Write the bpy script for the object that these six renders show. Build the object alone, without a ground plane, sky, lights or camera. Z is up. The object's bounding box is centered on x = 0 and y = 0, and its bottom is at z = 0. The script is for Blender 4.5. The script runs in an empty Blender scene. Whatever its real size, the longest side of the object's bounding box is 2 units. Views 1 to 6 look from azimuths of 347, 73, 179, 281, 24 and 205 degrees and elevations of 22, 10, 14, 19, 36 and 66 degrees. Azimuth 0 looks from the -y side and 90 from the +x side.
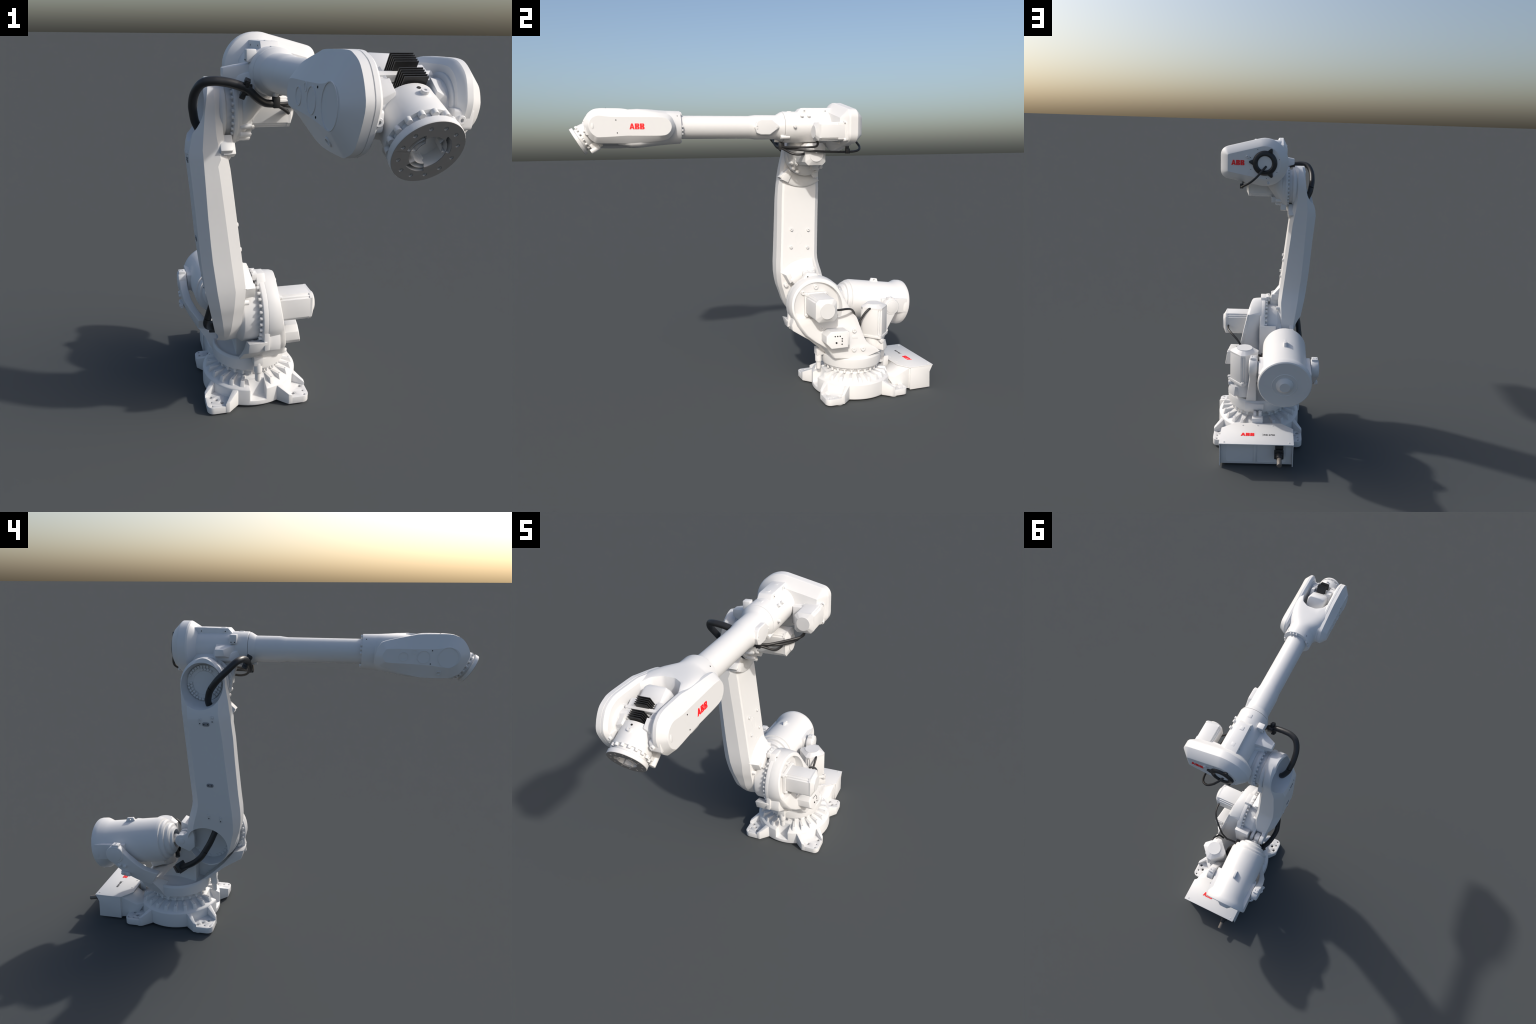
# Industrial six-axis robot arm: base, turntable, lower arm, upper arm, wrist, spring balancer, motors, cables.
import bpy, bmesh, math, random
from math import sin, cos, pi, radians, sqrt
from mathutils import Vector, Matrix

random.seed(7)
V = Vector

# ------------------------------------------------------------------ materials
def material(name, color, rough=0.5, metallic=0.0, grain=0.0, coat=0.0, spec=0.5):
    m = bpy.data.materials.new(name)
    m.use_nodes = True
    nt = m.node_tree
    b = nt.nodes["Principled BSDF"]
    b.inputs["Metallic"].default_value = metallic
    b.inputs["Specular IOR Level"].default_value = spec
    b.inputs["Coat Weight"].default_value = coat
    tc = nt.nodes.new("ShaderNodeTexCoord")
    n = nt.nodes.new("ShaderNodeTexNoise")
    n.inputs["Scale"].default_value = 60.0
    n.inputs["Detail"].default_value = 4.0
    nt.links.new(tc.outputs["Object"], n.inputs["Vector"])
    r = nt.nodes.new("ShaderNodeValToRGB")
    lo = [max(0.0, c * (1 - grain)) for c in color]
    hi = [min(1.0, c * (1 + grain)) for c in color]
    r.color_ramp.elements[0].position = 0.3
    r.color_ramp.elements[1].position = 0.7
    r.color_ramp.elements[0].color = (*lo, 1)
    r.color_ramp.elements[1].color = (*hi, 1)
    nt.links.new(n.outputs["Fac"], r.inputs["Fac"])
    nt.links.new(r.outputs["Color"], b.inputs["Base Color"])
    mr = nt.nodes.new("ShaderNodeMapRange")
    mr.inputs["To Min"].default_value = max(0.02, rough - 0.05)
    mr.inputs["To Max"].default_value = min(1.0, rough + 0.05)
    nt.links.new(n.outputs["Fac"], mr.inputs["Value"])
    nt.links.new(mr.outputs["Result"], b.inputs["Roughness"])
    return m

WHITE = material("white_paint", (0.69, 0.69, 0.69), 0.5, grain=0.006)
GREY = material("grey_steel", (0.20, 0.20, 0.20), 0.5, grain=0.03)
PLATE = material("grey_plate", (0.22, 0.23, 0.25), 0.5, grain=0.03)
BLACK = material("black_rubber", (0.022, 0.022, 0.023), 0.42, grain=0.05)
DARK = material("dark_hole", (0.012, 0.012, 0.012), 0.8)
FINM = material("black_anodised", (0.02, 0.02, 0.02), 0.5, grain=0.05)
RED = material("red_print", (0.93, 0.012, 0.016), 0.5)
INK = material("black_print", (0.03, 0.03, 0.03), 0.6)
BRONZE = material("cable_end", (0.16, 0.14, 0.12), 0.45, grain=0.05)

# ------------------------------------------------------------------ helpers
ROOT = bpy.data.objects.new("industrial_robot_arm", None)
bpy.context.scene.collection.objects.link(ROOT)
ROOT["label"] = "white six-axis industrial robot arm with black cables"
ROOT["category"] = "robot arm"

def lerp_table(x, tab):
    tab = sorted(tab)
    if x <= tab[0][0]: return tab[0][1]
    for (a, va), (b, vb) in zip(tab, tab[1:]):
        if x <= b: return va + (vb - va) * (x - a) / (b - a)
    return tab[-1][1]

def arc(cx, cy, r, a0, a1, n):
    return [(cx + r * cos(radians(a0 + (a1 - a0) * i / n)), cy + r * sin(radians(a0 + (a1 - a0) * i / n))) for i in range(n + 1)]

def circle(cx, cy, r, n=48, a0=0):
    return [(cx + r * cos(2 * pi * i / n + a0), cy + r * sin(2 * pi * i / n + a0)) for i in range(n)]

def rounded(poly, r, n=4):
    """round the corners of a polygon; r is a number or a list, one per corner"""
    out = []
    N = len(poly)
    for i in range(N):
        rr = r[i] if isinstance(r, (list, tuple)) else r
        p, a, b = V(poly[i]), V(poly[i - 1]), V(poly[(i + 1) % N])
        if rr <= 0: out.append(tuple(p)); continue
        da, db = (a - p), (b - p)
        la, lb = da.length, db.length
        ang = da.angle(db)
        t = min(rr / math.tan(ang / 2), la * 0.48, lb * 0.48)
        p0, p1 = p + da / la * t, p + db / lb * t
        for k in range(n + 1):
            s = k / n
            out.append(tuple((1 - s) ** 2 * p0 + 2 * s * (1 - s) * p + s * s * p1))
    return out

def resample(poly, n):
    """n points evenly spaced along a closed polygon, starting at its first point"""
    P = [V(p) for p in poly]
    seg = [(P[(i + 1) % len(P)] - P[i]).length for i in range(len(P))]
    tot = sum(seg); out = []; i = 0; acc = 0.0
    for k in range(n):
        d = tot * k / n
        while acc + seg[i] < d: acc += seg[i]; i += 1
        t = (d - acc) / seg[i] if seg[i] > 0 else 0
        out.append(tuple(P[i].lerp(P[(i + 1) % len(P)], t)))
    return out

def inset(poly, d):
    """move every edge of a polygon (any winding) inwards by d"""
    N = len(poly)
    area = sum(poly[i][0] * poly[(i + 1) % N][1] - poly[(i + 1) % N][0] * poly[i][1] for i in range(N))
    s = 1 if area > 0 else -1
    out = []
    for i in range(N):
        p, a, b = V(poly[i]), V(poly[i - 1]), V(poly[(i + 1) % N])
        e0 = (p - a).normalized(); e1 = (b - p).normalized()
        n0 = V((-e0.y, e0.x)) * s; n1 = V((-e1.y, e1.x)) * s
        m = n0 + n1
        k = max(0.35, m.length_squared / 2)
        out.append(tuple(p + m * (d / k)))
    return out

def frame(origin, axis, up=(0, 0, 1)):
    """matrix whose local z runs along axis and local y near up"""
    z = V(axis).normalized(); u = V(up)
    if abs(z.dot(u.normalized())) > 0.98: u = V((0, 1, 0))
    x = u.cross(z).normalized(); y = z.cross(x)
    M = Matrix((x, y, z)).transposed().to_4x4()
    M.translation = V(origin)
    return M

class MB:
    """collects solids into one mesh"""
    def __init__(self): self.bm = bmesh.new()
    def loft(self, rings, cap=True):
        bm = self.bm
        R = [[bm.verts.new(p) for p in r] for r in rings]
        n = len(R[0])
        for a, b in zip(R, R[1:]):
            for i in range(n):
                j = (i + 1) % n
                bm.faces.new((a[i], a[j], b[j], b[i]))
        if cap:
            bm.faces.new(R[0][::-1]); bm.faces.new(R[-1])
        return self
    def prism(self, poly, to3, w0, w1):
        return self.loft([[to3(u, v, w0) for u, v in poly], [to3(u, v, w1) for u, v in poly]])
    def px(self, poly, x0, x1): return self.prism(poly, lambda u, v, w: (w, u, v), x0, x1)   # (y,z) outline along x
    def py(self, poly, y0, y1): return self.prism(poly, lambda u, v, w: (u, w, v), y0, y1)   # (x,z) outline along y
    def pz(self, poly, z0, z1): return self.prism(poly, lambda u, v, w: (u, v, w), z0, z1)   # (x,y) outline along z
    def box(self, x0, x1, y0, y1, z0, z1): return self.pz([(x0, y0), (x1, y0), (x1, y1), (x0, y1)], z0, z1)
    def hexa(self, pts): return self.loft([pts[:4], pts[4:]])
    def revolve(self, prof, M, n=48):
        """prof: list of (radius, height) along local z"""
        bm = self.bm; R = []
        for r, h in prof:
            if r < 1e-6: R.append([bm.verts.new(M @ V((0, 0, h)))])
            else: R.append([bm.verts.new(M @ V((r * cos(2 * pi * i / n), r * sin(2 * pi * i / n), h))) for i in range(n)])
        for a, b in zip(R, R[1:]):
            for i in range(n):
                j = (i + 1) % n
                if len(a) == 1 and len(b) == 1: continue
                if len(a) == 1: bm.faces.new((a[0], b[j], b[i]))
                elif len(b) == 1: bm.faces.new((a[i], a[j], b[0]))
                else: bm.faces.new((a[i], a[j], b[j], b[i]))
        if len(R[0]) > 1: bm.faces.new(R[0][::-1])
        if len(R[-1]) > 1: bm.faces.new(R[-1])
        return self
    def cyl(self, p0, p1, r0, r1=None, n=32):
        p0, p1 = V(p0), V(p1)
        return self.revolve([(r0, 0), (r0 if r1 is None else r1, (p1 - p0).length)], frame(p0, p1 - p0), n)
    def sweep(self, pts, r, n=14, sub=8):
        P = spline(pts, sub)
        t = (P[1] - P[0]).normalized()
        nrm = t.orthogonal().normalized(); rings = []
        for i, p in enumerate(P):
            t2 = (P[min(i + 1, len(P) - 1)] - P[max(i - 1, 0)]).normalized()
            nrm = (nrm - t2 * nrm.dot(t2)).normalized()
            b = t2.cross(nrm)
            rings.append([p + nrm * r * cos(2 * pi * k / n) + b * r * sin(2 * pi * k / n) for k in range(n)])
        return self.loft(rings)
    def hull(self, pts):
        tmp = bmesh.new()
        for p in pts: tmp.verts.new(p)
        r = bmesh.ops.convex_hull(tmp, input=tmp.verts)
        bmesh.ops.delete(tmp, geom=list({g for g in list(r["geom_interior"]) + list(r["geom_unused"]) if isinstance(g, bmesh.types.BMVert)}), context="VERTS")
        bmesh.ops.dissolve_limit(tmp, angle_limit=radians(1.5), verts=tmp.verts, edges=tmp.edges)
        mp = {v: self.bm.verts.new(v.co) for v in tmp.verts}
        for f in tmp.faces: self.bm.faces.new([mp[v] for v in f.verts])
        tmp.free(); return self
    def mesh(self, name):
        bmesh.ops.recalc_face_normals(self.bm, faces=self.bm.faces)
        me = bpy.data.meshes.new(name); self.bm.to_mesh(me); self.bm.free()
        return me
    def obj(self, name, mat=None, parent=None, bevel=0.0, seg=2, angle=32, cut=None, bevel_angle=30, stuff=False):
        me = self.mesh(name)
        return finish(name, me, mat or WHITE, parent, bevel, seg, angle, cut, bevel_angle, stuff)

def spline(pts, sub):
    P = [V(p) for p in pts]; out = []
    for i in range(len(P) - 1):
        a = P[i - 1] if i else P[0] * 2 - P[1]
        b, c = P[i], P[i + 1]
        d = P[i + 2] if i + 2 < len(P) else P[-1] * 2 - P[-2]
        for k in range(sub):
            t = k / sub
            out.append(0.5 * ((2 * b) + (c - a) * t + (2 * a - 5 * b + 4 * c - d) * t * t + (3 * b - a - 3 * c + d) * t ** 3))
    out.append(P[-1]); return out

def finish(name, me, mat, parent, bevel=0.0, seg=2, angle=32, cut=None, bevel_angle=30, stuff=False):
    ob = bpy.data.objects.new(name, me)
    bpy.context.scene.collection.objects.link(ob)
    helpers = []
    if cut:
        for c in cut:
            cm = c.mesh("cutter"); co = bpy.data.objects.new("cutter", cm)
            bpy.context.scene.collection.objects.link(co); helpers.append(co)
            md = ob.modifiers.new("cut", "BOOLEAN"); md.operation = "DIFFERENCE"; md.object = co; md.solver = "EXACT"
            md.use_self = True
    if bevel > 0:
        md = ob.modifiers.new("bevel", "BEVEL"); md.width = bevel; md.segments = seg
        md.limit_method = "ANGLE"; md.angle_limit = radians(bevel_angle); md.use_clamp_overlap = True
    if ob.modifiers:
        dg = bpy.context.evaluated_depsgraph_get(); dg.update()
        new = bpy.data.meshes.new_from_object(ob.evaluated_get(dg))
        ob.modifiers.clear(); ob.data = new; new.name = name
        bpy.data.meshes.remove(me)
    for h in helpers:
        m = h.data; bpy.data.objects.remove(h); bpy.data.meshes.remove(m)
    shade(ob.data, angle)
    ob.data.materials.clear(); ob.data.materials.append(mat)
    ob.parent = parent or ROOT
    if stuff: ob["kind"] = "stuff"
    return ob

def shade(me, angle=32):
    for p in me.polygons: p.use_smooth = True
    me.set_sharp_from_angle(angle=radians(angle))

def place(name, me, M, parent):
    ob = bpy.data.objects.new(name, me)
    bpy.context.scene.collection.objects.link(ob)
    ob.parent = parent; ob.matrix_local = M
    return ob

# ------------------------------------------------------------------ shared small parts
def make_bolt(r, h, socket=True, name="bolt"):
    b = MB()
    if socket:
        b.revolve([(0, h * 0.45), (r * 0.42, h * 0.45), (r * 0.42, h), (r * 0.86, h), (r, h * 0.86), (r, 0), (0, 0)], Matrix(), 18)
    else:
        b.revolve([(0, h), (r * 0.88, h), (r, h * 0.88), (r, 0), (0, 0)], Matrix(), 16)
    me = b.mesh(name); shade(me); me.materials.append(WHITE); return me
BOLT5 = make_bolt(0.0085, 0.009); BOLT_BIG = make_bolt(0.0125, 0.012); PIN = make_bolt(0.0078, 0.014, False)
PIN_S = make_bolt(0.0062, 0.010, False); SCREW = make_bolt(0.004, 0.0025)
b = MB(); b.revolve([(0, 0.0008), (0.0026, 0.0008), (0.0026, -0.002), (0, -0.002)], Matrix(), 12)
DOT = b.mesh("screw_hole"); DOT.materials.append(DARK)

def bolts(me, pts, axis, parent, name="bolt"):
    for p in pts: place(name, me, frame(p, axis), parent)

def ring_pts(c, axis, r, angs):
    M = frame(c, axis)
    return [M @ V((r * cos(radians(a)), r * sin(radians(a)), 0)) for a in angs]

# ------------------------------------------------------------------ lettering
def logo_letters():
    """bold letters cut into quarters, unit height: list of polygons"""
    A = []
    half = [[(0, 0), (.29, 0), (.345, .17), (.468, .17), (.468, .415), (.138, .415)],
            [(.145, .435), (.42, .435), (.468, .60), (.468, 1), (.325, 1)]]
    for q in half:
        A.append(q); A.append([(.95 - x, y) for x, y in q][::-1])
    B = [[(0, 0), (.415, 0), (.415, .17), (.33, .17), (.33, .29), (.415, .29), (.415, .47), (0, .47)],
         [(.430, 0), (.66, 0), (.79, .05), (.85, .16), (.85, .31), (.80, .40), (.72, .47), (.430, .47), (.430, .29), (.51, .29), (.51, .17), (.430, .17)],
         [(0, .49), (.415, .49), (.415, .70), (.33, .70), (.33, .81), (.415, .81), (.415, 1), (0, 1)],
         [(.430, .49), (.70, .49), (.78, .55), (.82, .65), (.82, .84), (.77, .95), (.66, 1), (.430, 1), (.430, .81), (.50, .81), (.50, .70), (.430, .70)]]
    out = list(A)
    for off in (1.0, 1.93): out += [[(x + off, y) for x, y in q] for q in B]
    return out   # total width 2.78

def lettering(name, origin, right, up, width, height, parent, thick=0.0012):
    o, r, u = V(origin), V(right).normalized(), V(up).normalized(); n = r.cross(u)
    b = MB()
    for q in logo_letters():
        b.prism(q, lambda x, y, w: o + r * (x / 2.78 * width) + u * (y * height) + n * w, -0.001, thick)
    return b.obj(name, RED, parent)

# ================================================================== BASE
CX, CY = 0.035, 0.485
base = MB()
MC = Matrix.Translation((CX, CY, 0))
base.revolve([(0, .009), (.226, .009), (.229, .014), (.229, .094), (.224, .099), (.150, .128), (.140, .129), (.138, .150), (0, .150)], MC, 96)
notch = MB().px([(.22, .034), (.254, .034), (.292, .046), (.318, .105), (.318, .2), (.22, .2)], CX - .038, CX + .038)
BASE = base.obj("base", WHITE, None, bevel=.0025, cut=[notch])

def foot(sx, sy, holes):
    T = lambda u, v, w: (CX + sx * u, CY + sy * v, w)
    pad = MB()
    outline = [(.10, .10), (.094, .2065), (.1415, .251), (.21, .251)] + arc(.213, .221, .030, 84, 6, 6) + [(.243, .21), (.243, .1475), (.2045, .102)]
    pad.prism(outline, T, .009, .043)
    h = MB()
    for (u, v, r) in holes: h.cyl(T(u, v, .0), T(u, v, .08), r, n=20)
    cb = MB()
    for (u, v, r) in holes:
        if r > .007: cb.cyl(T(u, v, .0418), T(u, v, .08), r * 1.6, n=24)
    ob = pad.obj("base_foot", WHITE, BASE, bevel=.003, cut=[h, cb])
    g = MB()
    for S, q in ((lambda u, v, w: T(u, v, w), ((.0915, .2075), (.1410, .2522), (.160, .2522), (.118, .195))),
                 (lambda u, v, w: T(v, u, w), ((.1005, .2060), (.1470, .2440), (.166, .2440), (.124, .192)))):
        g.loft([[S(u, v, .010) for u, v in q], [S(u, v, z) for (u, v), z in zip(q, (.094, .064, .058, .092))]])
    g.obj("foot_gusset", WHITE, BASE, bevel=.0025)
    d = MB(); d.cyl(T(.212, .168, 0), T(.212, .168, .012), .024)
    d.obj("levelling_disc", WHITE, BASE, bevel=.002)

big3 = [(.218, .166, .0088), (.195, .190, .0088), (.172, .216, .0088)]; small = [(.221, .206, .0052), (.221, .236, .0052)]
for sx in (1, -1):
    for sy in (1, -1):
        foot(sx, sy, (big3 if not (sx == 1 and sy == -1) else [big3[0], big3[2]]) + small)

rib = MB()
rib.loft([[(-.0075, .140, .10), (.0075, .140, .10), (.0125, .219, .09), (-.0125, .219, .09)],
          [(-.0060, .140, .130), (.0060, .140, .130), (.0085, .205, .130), (-.0085, .205, .130)]])
hole = MB(); hole.cyl((0, .1975, .11), (0, .1975, .15), .0028, n=10)
r0 = rib.obj("base_rib", WHITE, BASE, bevel=.0018, cut=[hole])
rib_me = r0.data; bpy.data.objects.remove(r0)
for k in range(10):
    for s in (1, -1):
        a = s * radians(20 + 15 * k)
        place("base_rib", rib_me, Matrix.Translation((CX, CY, 0)) @ Matrix.Rotation(pi + a, 4, "Z"), BASE)

# ring clamps with hanging bolts between base and turntable
cl = MB(); cl.box(-.013, .013, .135, .160, .156, .168); cl.cyl((0, .153, .138), (0, .153, .158), .0066, n=14)
c0 = cl.obj("ring_clamp", WHITE, BASE, bevel=.0012); cl_me = c0.data; bpy.data.objects.remove(c0)
for k in range(24):
    if 7.5 + 15 * k < 352: place("ring_clamp", cl_me, Matrix.Translation((CX, CY, 0)) @ Matrix.Rotation(radians(7.5 + 15 * k), 4, "Z"), BASE)
# rear lock block
rb = MB(); rb.box(.008, .066, .690, .724, .08, .168); rb.box(.014, .032, .664, .696, .13, .190); rb.box(.044, .060, .660, .696, .13, .186)
rb.obj("rear_block", WHITE, BASE, bevel=.002)

# ------------------------------------------------------------------ cable cabinet at the rear of the base
cab = MB()
cab.pz([(.219, .895), (.219, .780), (.150, .735), (-.085, .732), (-.149, .780), (-.149, .895)], .010, .1405)
cab.box(-.10, .165, .60, .76, .010, .088)
for sx in (1, -1):
    X_ = lambda x: x if sx > 0 else .070 - x
    cab.hull([(X_(x), y, z) for x, y, z in ((-.146, .776, .137), (-.093, .729, .137), (-.02, .729, .137), (-.135, .69, .092), (-.105, .65, .092), (-.146, .776, .012), (-.135, .70, .012), (-.02, .67, .092))])
CAB = cab.obj("connection_cabinet", WHITE, BASE, bevel=.002)
side = [(.742, .006), (.742, .1385), (.926, .1385), (.908, .100), (.911, .006)]
for x0, x1 in ((.2195, .2245), (-.1545, -.1495)):
    p = [(.780, .006), (.780, .1385), (.926, .1385), (.908, .100), (.911, .006)]
    MB().px(p, x0, x1).obj("cabinet_side", WHITE, CAB, bevel=.001)
lid = MB().pz([(.2255, .928), (.2255, .778), (.156, .728), (.06, .726), (-.09, .724), (-.1555, .776), (-.1555, .928)], .1385, .1435)
LID = lid.obj("cabinet_lid", WHITE, CAB, bevel=.0012)
bolts(SCREW, [(x, y, .1433) for x, y in ((.113, .752), (.033, .752), (-.047, .751), (.200, .912), (-.132, .911))], (0, 0, 1), CAB, "screw")
fl = MB(); fl.box(.035, .046, .894, .8975, .020, .134); fl.obj("panel_strip", WHITE, CAB, bevel=.001)
for x0, x1 in ((.052, .190), (-.118, .030)):
    p = rounded([(x0, .022), (x1, .022), (x1, .130), (x0, .130)], .012)
    q = rounded([(x0 + .0012, .0232), (x1 - .0012, .0232), (x1 - .0012, .1288), (x0 + .0012, .1288)], .011)
    f = MB(); f.loft([[(u, .8945, v) for u, v in p], [(u, .8962, v) for u, v in p], [(u, .8962, v) for u, v in q], [(u, .8956, v) for u, v in q]])
    f.obj("cabinet_panel", WHITE, CAB)
lettering("red_lettering", (.119, .853, .1435), (-1, 0, 0), (0, -1, 0), .071, .028, CAB)
MB().box(.0058, .0066, .829, .850, .1433, .1443).obj("print_line", INK, CAB)
tcv = bpy.data.curves.new("model_number", "FONT"); tcv.body = "IRB 6700"; tcv.size = .0165; tcv.extrude = .0006; tcv.offset = .0004
tob = bpy.data.objects.new("model_number", tcv); bpy.context.scene.collection.objects.link(tob)
bpy.context.view_layer.update()
dg = bpy.context.evaluated_depsgraph_get(); tme = bpy.data.meshes.new_from_object(tob.evaluated_get(dg)); bpy.data.objects.remove(tob)
xs = [v.co.x for v in tme.vertices]; sc = .060 / (max(xs) - min(xs))
for v in tme.vertices: v.co = V((.001 - (v.co.x - min(xs)) * sc, .8455 - v.co.y, .1437 + v.co.z))
tme.flip_normals() if False else None
tm2 = bmesh.new(); tm2.from_mesh(tme); bmesh.ops.recalc_face_normals(tm2, faces=tm2.faces); tm2.to_mesh(tme); tm2.free()
tme.materials.clear(); tme.materials.append(INK)
place("model_number", tme, Matrix(), CAB)
# plug
pl = MB()
pl.box(-.103, -.061, .893, .925, .113, .134); pl.box(-.1, -.064, .90, .930, .085, .113); pl.box(-.105, -.057, .895, .938, .066, .096)
pl.cyl((-.081, .925, .088), (-.082, .955, .080), .0165, n=20)
PLUG = pl.obj("cable_plug", BLACK, CAB, bevel=.003)
MB().cyl((-.082, .95, .081), (-.083, .998, .071), .0125, n=20).obj("cable_gland", BRONZE, CAB, bevel=.002)

# ================================================================== TURNTABLE
tt = MB()
tt.revolve([(0, .150), (.150, .150), (.156, .165), (.170, .169), (.175, .173), (.1775, .205), (.1780, .226), (.170, .238), (.163, .238), (.156, .230), (.060, .262), (0, .262)], MC, 96)
tt.box(.005, .107, .615, .672, .192, .226)
TT = tt.obj("turntable", WHITE, None, bevel=.0015)

A2Y, A2Z = .255, .530           # shoulder axis
HX = lambda y, z: .093 + .165 * (.700 - z) + .127 * (y - .255)     # leaning outer face of the shoulder housing
HN = (1, -.127, .165)
o = arc(.250, .535, .150, 40, 196, 22) + [(.118, .470), (.142, .427), (.177, .377), (.225, .336), (.287, .298), (.325, .240), (.40, .232), (.50, .232), (.587, .262), (.56, .284), (.528, .303), (.510, .322), (.498, .350), (.465, .455), (.418, .527)]
ob_ = arc(A2Y, A2Z, .165, 40, 196, 22) + [(.105, .470), (.125, .422), (.160, .374), (.208, .335), (.265, .296), (.31, .240), (.38, .230), (.45, .230), (.52, .235), (.50, .258), (.455, .285), (.432, .318), (.415, .355), (.395, .450), (.383, .522)]
def mixo(t): return [(a[0] * (1 - t) + b[0] * t, a[1] * (1 - t) + b[1] * t) for a, b in zip(ob_, o)]
h = MB()
h.loft([[(.036, y, z) for y, z in ob_], [(HX(y, z) - .018, y, z) for y, z in mixo(.35)], [(HX(y, z) - .003, y, z) for y, z in inset(o, -.002)], [(HX(y, z), y, z) for y, z in inset(o, .003)]])
rec = arc(.247, .530, .137, -28, 208, 28)
cut1 = MB().px(rec, .088, .4)
lean = lambda d, y, z: (HX(y, z) + d, y, z)
TH = h.obj("shoulder_housing", WHITE, TT, bevel=.0015, cut=[cut1], bevel_angle=40)

# apron below the shoulder, running from the ring up to the front stop
ap = MB()
apron = [(.105, .398), (.100, .43), (.12, .50), (.25, .45), (.38, .40), (.42, .30), (.44, .230), (.325, .228), (.20, .335)]
ap.px(apron, .02, .09)
ap.px([(.103, .396), (.088, .449), (.145, .432), (.20, .36), (.26, .30), (.32, .250), (.30, .246), (.20, .333)], -.048, .03)
ap.px([(.090, .408), (.098, .499), (.13, .53), (.16, .42)], .018, .041)
ap.obj("turntable_apron", WHITE, TT, bevel=.002)
# inner web, rear stop
rw = MB()
rw.px([(.386, .572), (.434, .590), (.437, .50), (.444, .42), (.465, .35), (.50, .30), (.56, .24), (.36, .22), (.36, .50)], -.051, .042)
rw.px([(.33, .60), (.372, .625), (.392, .574), (.37, .54)], .014, .042)
rw.obj("rear_stop", WHITE, TT, bevel=.002)
# gear flange of axis 2 with its bolts
fx = MB()
fx.revolve([(0, 0), (.160, 0), (.164, .004), (.164, .030), (0, .030)], frame((.012, A2Y, A2Z), (1, 0, 0)), 72)
fx.px([(.172, .655), (.208, .712), (.268, .706), (.292, .668), (.25, .64)], .006, .042)
fx.obj("shoulder_flange", WHITE, TT, bevel=.002)
bolts(PIN, ring_pts((.014, A2Y, A2Z), (-1, 0, 0), .152, [9 + 10 * k for k in range(36)]), (-1, 0, 0), TT)
place("screw_hole", DOT, frame((.0425, .213, .690), (1, 0, 0)) @ Matrix.Scale(1.7, 4), TT)
ts = MB(); ts.box(-.012, .010, .20, .27, .685, .712); ts.cyl((-.004, .225, .70), (-.004, .225, .718), .008); ts.cyl((-.004, .25, .70), (-.004, .25, .716), .006)
ts.obj("sensor_block", WHITE, TT, bevel=.0015)
# face details
bolts(BOLT_BIG, [(.088, .241, .641), (.088, .166, .613)], (1, 0, 0), TT)
for (y, z) in ((.254, .414), (.443, .387), (.434, .281), (.487, .282)):
    place("bolt", BOLT_BIG, frame((HX(y, z) - .001, y, z), HN), TT)
sl = MB(); sl.hexa([lean(d, y, z) for d in (-.004, .0015) for y, z in ((.428, .344), (.462, .341), (.460, .357), (.430, .360))])
sl.obj("cast_label", WHITE, TT, bevel=.001)

# junction box on the leaning face
def slab(poly, d0, d1, ins=0.0):
    q = inset(poly, ins) if ins else poly
    return MB().loft([[lean(d0, y, z) for y, z in poly], [lean(d1 - ins, y, z) for y, z in poly], [lean(d1, y, z) for y, z in q]])
jpoly = [(.252, .346), (.255, .386), (.281, .410), (.379, .410), (.373, .321), (.279, .317)]
JB = slab(jpoly, -.004, .074, .003).obj("junction_box", WHITE, TT, bevel=.0015)
jm = MB(); jm.box(.18, .232, .375, .386, .33, .405); jm.obj("box_hinge", WHITE, JB, bevel=.002)
for (y, z, k) in ((.302, .385, 1.5), (.316, .385, 1.5), (.330, .385, 1.5), (.341, .371, 1.5), (.340, .358, 1.5), (.338, .341, 1.5), (.307, .350, 2.1)):
    place("socket_hole", DOT, frame((HX(y, z) + .0742, y, z), HN) @ Matrix.Scale(k, 4), JB)

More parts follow.
